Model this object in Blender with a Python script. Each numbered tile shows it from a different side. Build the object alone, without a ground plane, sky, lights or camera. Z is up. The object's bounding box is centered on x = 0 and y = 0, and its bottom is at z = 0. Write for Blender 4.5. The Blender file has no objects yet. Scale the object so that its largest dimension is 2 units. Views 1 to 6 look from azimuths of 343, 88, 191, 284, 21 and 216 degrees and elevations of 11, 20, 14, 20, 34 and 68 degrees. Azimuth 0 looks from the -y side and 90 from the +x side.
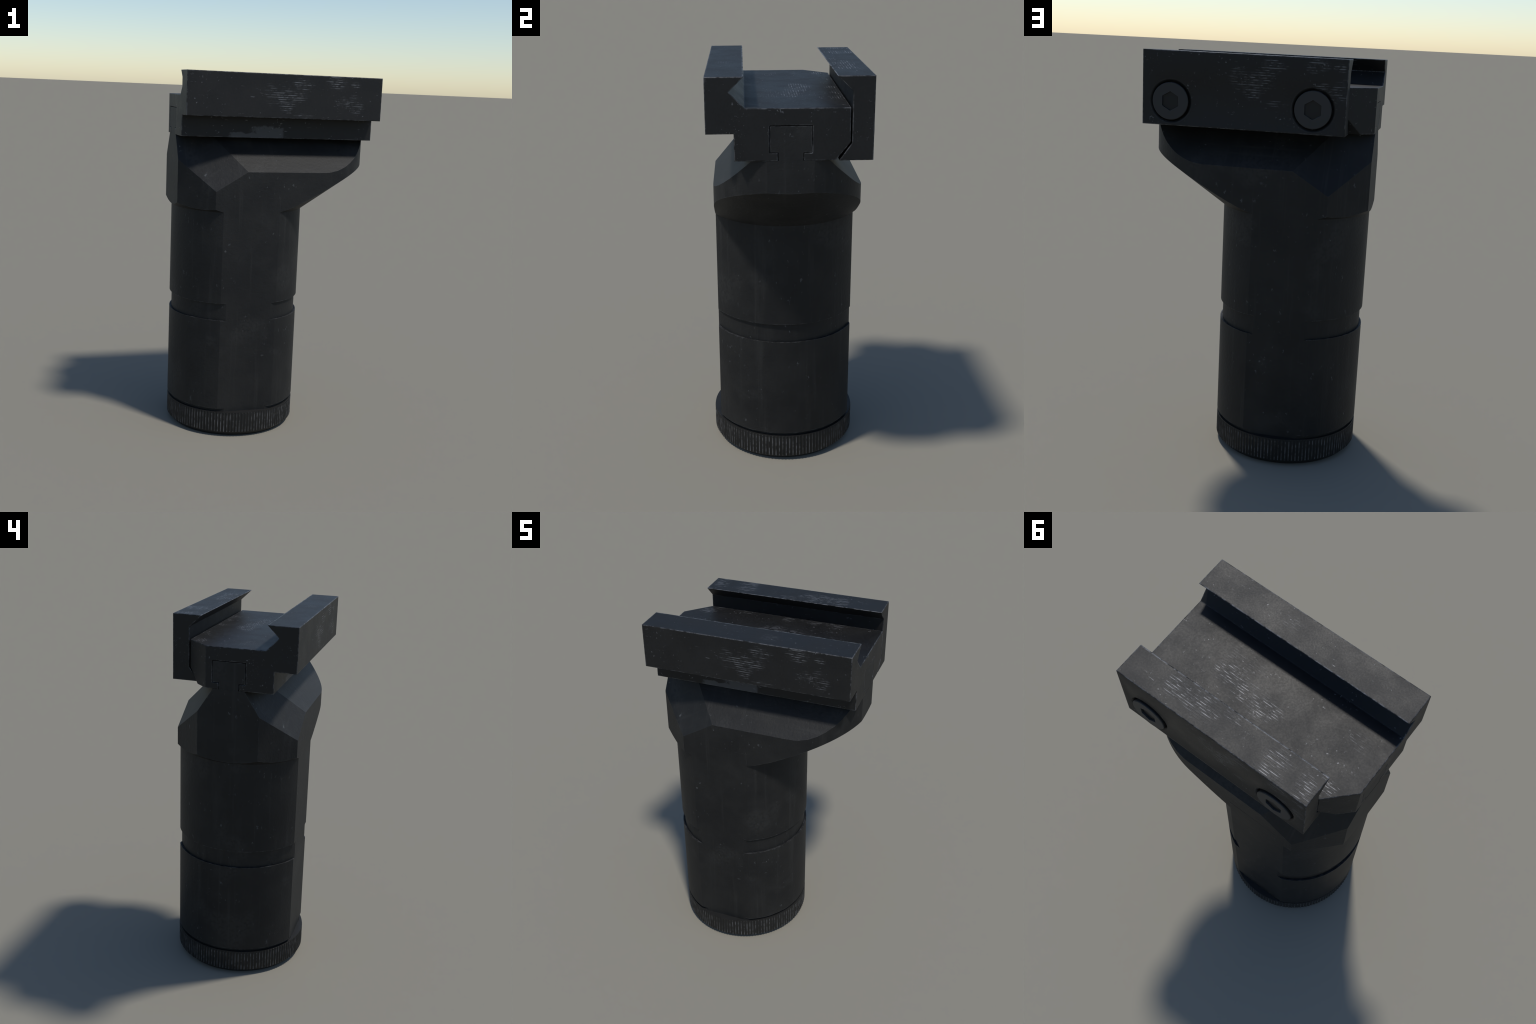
import bpy, bmesh, math
from mathutils import Vector

# ------------------------------------------------------------------ sizes (m)
AXIS_X   = -0.1643          # grip axis
R_GRIP   = 0.3681           # grip radius
FLAT_Y   = 0.3330           # half distance between the two side flats
R_GROOVE = 0.3562
R_NECK   = 0.3530
Z_JOIN   = 1.264            # cone under the head leaves the grip cylinder here
CONE_K   = 0.745            # rise of that cone per unit radius
X_END    = 0.5407
Z_BODY   = 1.657            # underside of the clamp
SEG      = 144

# ------------------------------------------------------------------ helpers
def obj_from_bm(name, bm, mat, parent, smooth_deg=18.0):
    bmesh.ops.remove_doubles(bm, verts=bm.verts, dist=1e-5)
    bmesh.ops.recalc_face_normals(bm, faces=bm.faces)
    for f in bm.faces:
        f.smooth = True
    lim = math.radians(smooth_deg)
    for e in bm.edges:
        e.smooth = len(e.link_faces) == 2 and e.calc_face_angle(0.0) < lim
    me = bpy.data.meshes.new(name)
    bm.to_mesh(me); bm.free()
    ob = bpy.data.objects.new(name, me)
    bpy.context.scene.collection.objects.link(ob)
    if mat: me.materials.append(mat)
    if parent is not None: ob.parent = parent
    return ob

def prism(points, axis, a, b):
    """extrude a closed polygon of 2D points along x ('x': points are y,z) or z ('z': points are x,y)"""
    bm = bmesh.new()
    def v(p, t):
        return bm.verts.new((t, p[0], p[1]) if axis == 'x' else (p[0], p[1], t))
    A = [v(p, a) for p in points]; B = [v(p, b) for p in points]
    n = len(points)
    bm.faces.new(A); bm.faces.new(B[::-1])
    for i in range(n):
        j = (i+1) % n
        bm.faces.new((A[i], B[i], B[j], A[j]))
    bmesh.ops.recalc_face_normals(bm, faces=bm.faces)
    return bm

def revolve(profile, seg, cx=0.0, cy=0.0, rfun=None):
    """closed solid of revolution from (r, z) pairs, bottom to top; ends capped"""
    bm = bmesh.new(); rings = []
    for k, (r, z) in enumerate(profile):
        ring = []
        for i in range(seg):
            t = 2*math.pi*i/seg
            rr = rfun(k, r, t) if rfun else r
            ring.append(bm.verts.new((cx+rr*math.cos(t), cy+rr*math.sin(t), z)))
        rings.append(ring)
    for a, b in zip(rings, rings[1:]):
        for i in range(seg):
            j = (i+1) % seg
            bm.faces.new((a[i], a[j], b[j], b[i]))
    bm.faces.new(rings[0][::-1]); bm.faces.new(rings[-1])
    bmesh.ops.recalc_face_normals(bm, faces=bm.faces)
    return bm

def cut(bm, co, no):
    """keep the side of the plane that the normal points away from, and close the cut"""
    g = bm.verts[:]+bm.edges[:]+bm.faces[:]
    r = bmesh.ops.bisect_plane(bm, geom=g, plane_co=co, plane_no=no, clear_outer=True, dist=1e-6)
    ed = [e for e in r['geom_cut'] if isinstance(e, bmesh.types.BMEdge)]
    if ed: bmesh.ops.contextual_create(bm, geom=ed)
    bmesh.ops.recalc_face_normals(bm, faces=bm.faces)

def plane_from(a, b, c, inside):
    a, b, c = Vector(a), Vector(b), Vector(c)
    n = (b-a).cross(c-a).normalized()
    if n.dot(Vector(inside)-a) > 0: n = -n
    return a, n

def boolean(ob, other, op):
    m = ob.modifiers.new('b', 'BOOLEAN'); m.operation = op; m.object = other; m.solver = 'EXACT'
    bpy.context.view_layer.update()
    dg = bpy.context.evaluated_depsgraph_get()
    me = bpy.data.meshes.new_from_object(ob.evaluated_get(dg))
    ob.modifiers.clear(); old = ob.data; ob.data = me; bpy.data.meshes.remove(old)
    od = other.data; bpy.data.objects.remove(other); bpy.data.meshes.remove(od)

def bevel(ob, w, seg=2, ang=30):
    m = ob.modifiers.new('bev', 'BEVEL'); m.width = w; m.segments = seg
    m.limit_method = 'ANGLE'; m.angle_limit = math.radians(ang); m.harden_normals = False
    bpy.context.view_layer.update()
    dg = bpy.context.evaluated_depsgraph_get()
    me = bpy.data.meshes.new_from_object(ob.evaluated_get(dg))
    ob.modifiers.clear(); old = ob.data; ob.data = me; bpy.data.meshes.remove(old)

def to_bm(ob):
    bm = bmesh.new(); bm.from_mesh(ob.data); return bm

def drop(ob):
    me = ob.data; bpy.data.objects.remove(ob); bpy.data.meshes.remove(me)

# ------------------------------------------------------------------ materials
class N:
    """small helper to write node graphs as expressions"""
    def __init__(s, name):
        s.m = bpy.data.materials.new(name); s.m.use_nodes = True
        s.t = s.m.node_tree; s.t.nodes.clear()
        s.out = s.t.nodes.new('ShaderNodeOutputMaterial')
        s.p = s.t.nodes.new('ShaderNodeBsdfPrincipled')
        s.t.links.new(s.p.outputs[0], s.out.inputs[0])
        s.co = s.t.nodes.new('ShaderNodeTexCoord').outputs['Object']
    def set(s, sock, v):
        if isinstance(v, bpy.types.NodeSocket): s.t.links.new(v, sock)
        else: sock.default_value = v
    def math(s, op, a, b=0.0, clamp=False):
        n = s.t.nodes.new('ShaderNodeMath'); n.operation = op; n.use_clamp = clamp
        s.set(n.inputs[0], a); s.set(n.inputs[1], b); return n.outputs[0]
    def step(s, v, lo, hi):
        n = s.t.nodes.new('ShaderNodeMapRange'); n.interpolation_type = 'SMOOTHSTEP'
        s.set(n.inputs[0], v); n.inputs[1].default_value = lo; n.inputs[2].default_value = hi
        return n.outputs[0]
    def map(s, scale=(1, 1, 1), loc=(0, 0, 0), rot=(0, 0, 0)):
        n = s.t.nodes.new('ShaderNodeMapping'); s.set(n.inputs[0], s.co)
        n.inputs['Scale'].default_value = scale; n.inputs['Location'].default_value = loc
        n.inputs['Rotation'].default_value = rot
        return n.outputs[0]
    def noise(s, scale, detail=3.0, rough=0.55, co=None, dist=0.0):
        n = s.t.nodes.new('ShaderNodeTexNoise'); s.set(n.inputs['Vector'], co or s.co)
        n.inputs['Scale'].default_value = scale; n.inputs['Detail'].default_value = detail
        n.inputs['Roughness'].default_value = rough; n.inputs['Distortion'].default_value = dist
        return n.outputs[0]
    def mix(s, f, a, b):
        n = s.t.nodes.new('ShaderNodeMix'); n.data_type = 'RGBA'
        s.set(n.inputs[0], f)
        for i, v in ((6, a), (7, b)):
            if isinstance(v, bpy.types.NodeSocket): s.t.links.new(v, n.inputs[i])
            else: n.inputs[i].default_value = (*v, 1)
        return n.outputs[2]
    def lerp(s, f, a, b):
        n = s.t.nodes.new('ShaderNodeMix'); n.data_type = 'FLOAT'
        s.set(n.inputs[0], f); s.set(n.inputs[2], a); s.set(n.inputs[3], b); return n.outputs[0]
    def xyz(s, v=None):
        n = s.t.nodes.new('ShaderNodeSeparateXYZ'); s.set(n.inputs[0], v or s.co); return n.outputs
    def bevel(s, r, samples=8):
        n = s.t.nodes.new('ShaderNodeBevel'); n.samples = samples; n.inputs[0].default_value = r
        return n.outputs[0]
    def bump(s, h, strength, dist, normal=None):
        n = s.t.nodes.new('ShaderNodeBump'); n.inputs['Strength'].default_value = strength
        n.inputs['Distance'].default_value = dist; s.set(n.inputs['Height'], h)
        if normal is not None: s.set(n.inputs['Normal'], normal)
        return n.outputs[0]
    def edge(s, r, lo, hi):
        """how far the rounded normal leaves the true one: wear on the edges"""
        g = s.t.nodes.new('ShaderNodeNewGeometry')
        d = s.t.nodes.new('ShaderNodeVectorMath'); d.operation = 'DOT_PRODUCT'
        s.set(d.inputs[0], s.bevel(r)); s.set(d.inputs[1], g.outputs['True Normal'])
        return s.step(s.math('SUBTRACT', 1.0, d.outputs['Value']), lo, hi)
    def true_normal(s):
        g = s.t.nodes.new('ShaderNodeNewGeometry'); return g.outputs['True Normal']
    def final(s, col, rough, normal, metal=0.0, spec=0.28):
        s.set(s.p.inputs['Base Color'], col); s.set(s.p.inputs['Roughness'], rough)
        s.set(s.p.inputs['Normal'], normal); s.set(s.p.inputs['Metallic'], metal)
        s.set(s.p.inputs['Specular IOR Level'], spec)
        return s.m

BLACK  = (0.0080, 0.0082, 0.0087)
DUST   = (0.0130, 0.0130, 0.0131)
WORN   = (0.20, 0.205, 0.22)

# rubbed patches where the milling lines shine through: centre, half size, amount
SIDE_RUBS = [(0.000, 1.876, 0.075, 0.055), (0.060, 1.890, 0.045, 0.030), (0.083, 1.950, 0.055, 0.034), (0.275, 1.966, 0.055, 0.036),
             (0.315, 1.860, 0.040, 0.026), (0.390, 1.850, 0.040, 0.055, 0.7), (-0.005, 1.820, 0.035, 0.024), (-0.085, 1.890, 0.040, 0.060, 0.5),
             (0.385, 1.958, 0.025, 0.018), (0.100, 1.785, 0.050, 0.015, 0.6)]
TOP_RUBS = [(0.200, 0.020, 0.085, 0.050), (0.115, 0.045, 0.080, 0.050), (0.000, 0.062, 0.080, 0.060), (0.210, -0.075, 0.090, 0.060, 0.30),
            (0.290, 0.240, 0.070, 0.050), (0.170, 0.250, 0.080, 0.060), (0.038, 0.212, 0.035, 0.030), (-0.215, 0.247, 0.060, 0.040),
            (-0.225, 0.318, 0.065, 0.030), (-0.375, 0.280, 0.045, 0.060), (-0.420, 0.180, 0.040, 0.030), (0.110, -0.280, 0.050, 0.040, 0.3),
            (-0.400, -0.060, 0.060, 0.040, 0.4)]

def clamp_material():
    """black anodised metal: milling lines showing in rubbed patches, bare edges, small dings"""
    n = N('worn_black_metal')
    x, y, z = n.xyz()
    cloud = n.noise(7.0, 4.0)
    speck = n.noise(60.0, 3.0, 0.6)
    # milling lines run along x, spaced across y and z
    yz = n.math('ADD', y, z)
    wave = n.math('SINE', n.math('MULTIPLY', yz, 2*math.pi/0.0114))
    lines = n.step(wave, 0.15, 0.95)
    nz = n.xyz(n.true_normal())[2]
    up = n.step(nz, 0.6, 0.8)
    u = n.math('MULTIPLY', x, n.math('MULTIPLY', n.math('SIGN', y), -1.0))     # the two jaws are turned half round
    ragged = n.math('MULTIPLY', n.math('SUBTRACT', n.noise(14.0, 3.0, 0.6), 0.5), 1.5)
    def blob(a, b, ca, cb, sa, sb, amount=1.0):
        da = n.math('MULTIPLY', n.math('SUBTRACT', a, ca), 1.0/sa)
        db = n.math('MULTIPLY', n.math('SUBTRACT', b, cb), 1.0/sb)
        d = n.math('ADD', n.math('SQRT', n.math('ADD', n.math('MULTIPLY', da, da), n.math('MULTIPLY', db, db))), ragged)
        return n.math('MULTIPLY', n.step(d, 1.25, 0.55), amount)
    side = top = 0.0
    for q in SIDE_RUBS: side = n.math('MAXIMUM', side, blob(u, z, *q))
    for q in TOP_RUBS: top = n.math('MAXIMUM', top, blob(x, y, *q))
    side = n.math('MULTIPLY', side, n.step(n.math('ABSOLUTE', y), 0.31, 0.33))
    patch = n.lerp(up, side, top)
    dash = n.step(n.noise(1.0, 2.0, 0.6, n.map((24, 88, 88), (0.4, 1.3, 2.2))), 0.46, 0.60)
    mill = n.math('ADD', n.math('MULTIPLY', n.math('MULTIPLY', lines, patch), dash), n.math('MULTIPLY', n.math('MULTIPLY', patch, n.step(speck, 0.4, 0.65)), 0.10))
    ding = n.math('MULTIPLY', n.step(n.noise(75.0, 1.0), 0.67, 0.76), n.step(n.noise(9.0, 2.0), 0.48, 0.62))
    scr = n.math('MULTIPLY', n.step(n.noise(1.0, 2.0, 0.5, n.map((30, 150, 150), rot=(0.5, 0.9, 0.3))), 0.66, 0.74),
                 n.step(n.noise(6.0, 2.0, 0.5, n.map(loc=(5, 2, 8))), 0.55, 0.66))
    chips = n.step(n.noise(34.0, 5.0, 0.7), 0.40, 0.62)
    edge = n.math('MULTIPLY', n.edge(0.0095, 0.012, 0.13), chips)
    wear = n.math('MAXIMUM', n.math('MULTIPLY', mill, 0.54), n.math('MULTIPLY', edge, 0.75))
    wear = n.math('MAXIMUM', wear, n.math('MULTIPLY', n.math('MAXIMUM', ding, scr), 0.42))
    # a pale rubbed smear low on the step under the fixed jaw
    sx = n.math('ADD', x, n.math('MULTIPLY', n.math('SUBTRACT', n.noise(26.0, 4.0), 0.5), 0.10))
    sz = n.math('ADD', z, n.math('MULTIPLY', n.math('SUBTRACT', n.noise(20.0, 4.0), 0.5), 0.05))
    right = n.math('MULTIPLY', n.step(sx, -0.165, -0.135), n.step(x, 0.032, 0.016))
    left = n.math('MULTIPLY', n.step(sx, -0.30, -0.27), n.step(x, -0.02, -0.04))
    smear = n.math('MAXIMUM', n.math('MULTIPLY', right, n.step(sz, 1.722, 1.712)),
                   n.math('MULTIPLY', left, n.step(sz, 1.684, 1.678)))
    smear = n.math('MULTIPLY', smear, n.math('MULTIPLY', n.step(y, -0.226, -0.230), n.step(y, -0.24, -0.236)))
    smear = n.math('MULTIPLY', smear, n.step(speck, 0.30, 0.36))
    fine = n.noise(130.0, 2.0, 0.6)
    col = n.mix(n.math('MULTIPLY', n.math('ADD', n.step(cloud, 0.35, 0.7), n.step(fine, 0.35, 0.65)), 0.5), BLACK, DUST)
    col = n.mix(smear, col, (0.05, 0.052, 0.056))
    col = n.mix(wear, col, WORN)
    rough = n.lerp(n.math('ADD', n.math('MULTIPLY', n.step(cloud, 0.3, 0.7), 0.6), n.math('MULTIPLY', n.step(fine, 0.3, 0.7), 0.4)), 0.47, 0.60)
    rough = n.lerp(wear, rough, 0.40)
    h = n.math('ADD', n.math('MULTIPLY', speck, 0.5), n.math('MULTIPLY', n.math('MULTIPLY', lines, patch), 0.8))
    nor = n.bump(h, 0.12, 0.004, n.bevel(0.0070, 8))
    return n.final(col, rough, nor, n.math('MULTIPLY', wear, 0.4))

def grip_material():
    """black moulded polymer with leathery grain, faint vertical streaks and scuffs"""
    n = N('black_polymer')
    cloud = n.noise(5.0, 4.0, 0.6)
    streak = n.math('MAXIMUM', n.noise(1.0, 3.0, 0.6, n.map((46, 2.5, 1.6))), n.noise(1.0, 3.0, 0.6, n.map((2.5, 46, 1.6), (7, 1, 3))))
    scuff = n.math('MULTIPLY', n.step(n.noise(1.0, 3.0, 0.6, n.map((42, 60, 30), rot=(0.9, 0.7, 0.5))), 0.63, 0.74),
                   n.step(n.noise(6.5, 2.0, 0.5, n.map(loc=(2, 9, 4))), 0.50, 0.60))
    chips = n.step(n.noise(30.0, 5.0, 0.7), 0.42, 0.64)
    edge = n.math('MULTIPLY', n.edge(0.007, 0.012, 0.14), chips)
    # no wear where the moulding is merely parted into handle, head and rail
    x, y, z = n.xyz()
    flat = n.step(n.math('ABSOLUTE', y), FLAT_Y-0.0014, FLAT_Y-0.0006)
    end = n.step(n.math('ABSOLUTE', x), X_END-0.0018, X_END-0.0010)
    parted = n.math('MAXIMUM', n.math('MULTIPLY', flat, n.step(n.math('ABSOLUTE', n.math('SUBTRACT', z, Z_JOIN)), 0.014, 0.010)),
                    n.math('MULTIPLY', end, n.step(n.math('ABSOLUTE', n.math('SUBTRACT', z, Z_BODY)), 0.010, 0.008)))
    edge = n.math('MULTIPLY', edge, n.math('SUBTRACT', 1.0, parted))
    smudge = n.math('MULTIPLY', n.step(n.noise(4.2, 2.0, 0.5, n.map(loc=(11, 3, 6))), 0.54, 0.68), n.step(n.noise(60.0, 3.0), 0.3, 0.6))
    col = n.mix(n.step(cloud, 0.3, 0.75), (0.0080, 0.0082, 0.0087), (0.0140, 0.0140, 0.0137))
    col = n.mix(n.math('MULTIPLY', n.step(streak, 0.56, 0.78), 0.5), col, (0.026, 0.026, 0.0253))
    col = n.mix(n.math('MULTIPLY', smudge, 0.5), col, (0.025, 0.025, 0.0245))
    col = n.mix(n.math('MULTIPLY', scuff, 0.5), col, (0.11, 0.115, 0.12))
    col = n.mix(n.math('MULTIPLY', edge, 0.45), col, (0.12, 0.12, 0.125))
    grain = n.noise(70.0, 3.0, 0.55, dist=0.6)
    nor = n.bump(grain, 0.16, 0.008)
    return n.final(col, n.lerp(cloud, 0.52, 0.64), nor)

def cap_material():
    """black metal cap, ridge crests of the knurling rubbed pale"""
    n = N('knurled_black_metal')
    x, y, z = n.xyz()
    dx = n.math('SUBTRACT', x, AXIS_X)
    r = n.math('SQRT', n.math('ADD', n.math('MULTIPLY', dx, dx), n.math('MULTIPLY', y, y)))
    crest = n.step(r, 0.3668, 0.3677)
    band = n.math('MULTIPLY', n.step(z, 0.024, 0.030), n.step(z, 0.134, 0.128))
    rub = n.math('MULTIPLY', n.step(n.noise(34.0, 3.0, 0.6), 0.36, 0.66), n.step(n.noise(9.0, 2.0), 0.25, 0.55))
    wear = n.math('MULTIPLY', n.math('MULTIPLY', crest, band), rub)
    col = n.mix(n.noise(20.0, 3.0), (0.0105, 0.0105, 0.0103), (0.0165, 0.0163, 0.0158))
    col = n.mix(n.math('MULTIPLY', wear, 0.7), col, (0.16, 0.16, 0.165))
    return n.final(col, n.lerp(wear, 0.5, 0.42), n.bump(n.noise(80.0, 2.0), 0.08, 0.004), n.math('MULTIPLY', wear, 0.2))

def screw_material():
    n = N('phosphated_steel')
    c = n.noise(45.0, 3.0)
    edge = n.edge(0.003, 0.03, 0.2)
    col = n.mix(c, (0.0240, 0.0248, 0.0262), (0.0295, 0.0303, 0.0318))
    x, y, z = n.xyz()
    col = n.mix(n.step(y, 0.3440, 0.3400), col, (0.009, 0.009, 0.0092))      # occlusion shadow of the hex socket painted into the base colour
    col = n.mix(n.math('MULTIPLY', edge, 0.25), col, (0.08, 0.082, 0.09))
    return n.final(col, 0.5, n.bump(c, 0.06, 0.004, n.bevel(0.0015, 4)))

M_CLAMP, M_GRIP, M_CAP, M_SCREW = clamp_material(), grip_material(), cap_material(), screw_material()

# ------------------------------------------------------------------ the thing
root = bpy.data.objects.new('vertical_foregrip', None)
bpy.context.scene.collection.objects.link(root)
root['label'] = 'worn black vertical foregrip with rail clamp on top'
root['category'] = 'weapon grip'

# ---- clamp body with the fixed jaw: section in (y, z), run along x, slot for the T rail
T_TOP, T_LOW, T_HALF, S_HALF, GAP = 1.800, 1.692, 0.0845, 0.0512, 0.0030
body_sec = [(-0.348, 1.770), (-0.348, 2.0), (-0.1900, 2.0), (-0.2505, 1.9395), (-0.1865, 1.8735),
            (0.2420, 1.8735), (0.2440, 1.731), (0.1840, Z_BODY),
            (S_HALF+GAP, Z_BODY), (S_HALF+GAP, T_LOW-GAP), (T_HALF+GAP, T_LOW-GAP), (T_HALF+GAP, T_TOP+GAP),
            (-T_HALF-GAP, T_TOP+GAP), (-T_HALF-GAP, T_LOW-GAP), (-S_HALF-GAP, T_LOW-GAP), (-S_HALF-GAP, Z_BODY),
            (-0.2330, Z_BODY), (-0.2330, 1.770)]
bm = prism(body_sec, 'x', -X_END, X_END)
ca, cb = Vector((-0.5375, 0.126, 0)), Vector((-0.424, 0.242, 0))      # chamfered rear corner
d = (cb-ca).normalized()
cut(bm, ca, Vector((-d.y, d.x, 0)))
clamp = obj_from_bm('clamp_body', bm, M_CLAMP, root, 25)
bevel(clamp, 0.0012, 2)

# ---- loose jaw, screwed against the clamp body
jaw_sec = [(0.339, 1.6555), (0.339, 2.0), (0.1850, 2.0), (0.2495, 1.938), (0.2495, 1.728), (0.1985, 1.6555)]
jaw = obj_from_bm('clamp_jaw', prism(jaw_sec, 'x', -0.4243, X_END), M_CLAMP, root, 25)
SCREWS = [(0.4030, 1.7685), (-0.2725, 1.7685)]
R_SCREW = 0.0866

def turned(profile, seg, x, z):
    """solid of revolution about an axis along y through (x, z); profile is (r, y)"""
    b = revolve(profile, seg)
    for v in b.verts:
        a, c, h = v.co
        v.co = (x + a, h, z + c)
    bmesh.ops.recalc_face_normals(b, faces=b.faces)
    return b
for sx, sz in SCREWS:           # dished seat round each screw head
    tool = obj_from_bm('tool', turned([(0.0885, 0.318), (0.0895, 0.3250), (0.0940, 0.3335), (0.1000, 0.3384), (0.1035, 0.3395), (0.1036, 0.345)], 64, sx, sz), None, None)
    boolean(jaw, tool, 'DIFFERENCE')
bevel(jaw, 0.0012, 2, 50)

# ---- two socket-head screws
def hex_ring(b, r, y):
    return [b.verts.new((r*math.sin(math.pi/3*i), y, r*math.cos(math.pi/3*i))) for i in range(6)]
def screw_mesh():
    b = bmesh.new(); seg = 36
    def ring(r, y): return [b.verts.new((r*math.sin(2*math.pi*i/seg), y, r*math.cos(2*math.pi*i/seg))) for i in range(seg)]
    rings = [ring(R_SCREW, 0.300), ring(R_SCREW, 0.3450), ring(R_SCREW-0.0025, 0.3478)]
    for a, c in zip(rings, rings[1:]):
        for i in range(seg):
            b.faces.new((a[i], a[(i+1) % seg], c[(i+1) % seg], c[i]))
    b.faces.new(rings[0])
    h0, h1 = hex_ring(b, 0.0450, 0.3478), hex_ring(b, 0.0436, 0.3385)
    q = seg//6
    for k in range(6):           # flat face between the rim and the hexagon
        arc = [rings[-1][(k*q+j) % seg] for j in range(q+1)]
        b.faces.new(arc + [h0[(k+1) % 6], h0[k]])
        b.faces.new((h0[k], h0[(k+1) % 6], h1[(k+1) % 6], h1[k]))
    b.faces.new(h1)
    return b
first = obj_from_bm('screw', screw_mesh(), M_SCREW, root, 25)
first.location = (SCREWS[0][0], 0, SCREWS[0][1])
second = first.copy(); second.location = (SCREWS[1][0], 0, SCREWS[1][1])
bpy.context.scene.collection.objects.link(second)

# ---- grip: cylinder with groove and two side flats, flared head, T rail
tube = revolve([(R_NECK, 0.134), (R_NECK, 0.1600), (R_GRIP, 0.1605), (R_GRIP, 0.668), (0.3615, 0.6678), (0.3607, 0.6640), (R_GROOVE, 0.6638),
                (R_GROOVE, 0.7620), (R_GRIP, 0.7625), (R_GRIP, 1.34)], SEG, AXIS_X)
cut(tube, (0, FLAT_Y, 0), (0, 1, 0)); cut(tube, (0, -FLAT_Y, 0), (0, -1, 0))
grip = obj_from_bm('grip_handle', tube, M_GRIP, root)

half = [(-X_END, 0.164), (-0.3655, FLAT_Y)]                           # plan outline, +y half
cx, cy, cr = 0.232, 0.0115, 0.3205
t1 = math.acos((X_END-cx)/cr)
for i in range(19):
    t = math.pi/2 + (t1-math.pi/2)*i/18
    half.append((cx+cr*math.cos(t), cy+cr*math.sin(t)))
half[-1] = (X_END, half[-1][1])
outline = half + [(x, -y) for x, y in reversed(half)]
head_bm = prism(outline, 'z', 1.20, Z_BODY-0.0005)
for s in (1, -1):
    cut(head_bm, (0, s*FLAT_Y, 1.4805), Vector((0, s, 1)).normalized())                       # 45 degree shoulders
    cut(head_bm, *plane_from((-0.190, s*FLAT_Y, 1.482), (-0.3655, s*FLAT_Y, 1.3745), (-X_END, s*0.164, 1.530), (0, 0, 1.3)))
head = obj_from_bm('head_tool', head_bm, M_GRIP, None)
cone_top = 1.75
r_top = R_GRIP + (cone_top-Z_JOIN)/CONE_K
r_in = R_GRIP - 0.03
cone = obj_from_bm('cone_tool', revolve([(r_in, Z_JOIN-0.03*CONE_K), (r_top, cone_top)], SEG, AXIS_X), None, None)
boolean(head, cone, 'INTERSECT')
boolean(grip, head, 'UNION')
rail_sec = [(T_HALF, T_LOW), (T_HALF, T_TOP), (-T_HALF, T_TOP), (-T_HALF, T_LOW), (-S_HALF, T_LOW), (-S_HALF, 1.60), (S_HALF, 1.60), (S_HALF, T_LOW)]
rail = obj_from_bm('rail_tool', prism(rail_sec, 'x', -X_END+0.0006, X_END-0.0006), None, None)
boolean(grip, rail, 'UNION')

# one surface, parted by region into handle, head and rail (borders coincide)
gm = to_bm(grip); drop(grip)
for z in (Z_JOIN, Z_BODY):
    bmesh.ops.bisect_plane(gm, geom=gm.verts[:]+gm.edges[:]+gm.faces[:], plane_co=(0, 0, z), plane_no=(0, 0, 1), dist=1e-6)
bmesh.ops.dissolve_degenerate(gm, edges=gm.edges, dist=1e-5)
def region(name, lo, hi):
    b = gm.copy()
    gone = [f for f in b.faces if not lo <= f.calc_center_median().z < hi]
    bmesh.ops.delete(b, geom=gone, context='FACES')
    for f in b.faces: f.smooth = True
    for e in b.edges: e.smooth = not (len(e.link_faces) == 2 and e.calc_face_angle(0.0) > math.radians(14))
    me = bpy.data.meshes.new(name); b.to_mesh(me); b.free()
    me.materials.append(M_GRIP)
    o = bpy.data.objects.new(name, me); bpy.context.scene.collection.objects.link(o); o.parent = root
    return o
region('grip_handle', -1, Z_JOIN); region('grip_head', Z_JOIN, Z_BODY); region('mounting_rail', Z_BODY, 9)
gm.free()

# ---- knurled end cap
RIDGES, PER = 132, 8
DEPTH = 0.0034
shape = [0.0, 0.25, 0.75, 1.0, 1.0, 1.0, 0.75, 0.25]                  # one ridge: crest then valley
def knurl(k, r, t):
    i = int(round(t/(2*math.pi)*RIDGES*PER)) % PER
    return r - DEPTH*shape[i] if k in (3, 4) else r
cap_prof = [(0.338, 0.0), (0.3635, 0.0255), (0.3640, 0.0270), (0.3682, 0.0285), (0.3682, 0.1365), (0.3662, 0.1375), (0.3662, 0.142), (0.30, 0.1421)]
obj_from_bm('end_cap', revolve(cap_prof, RIDGES*PER, AXIS_X, 0, knurl), M_CAP, root, 30)
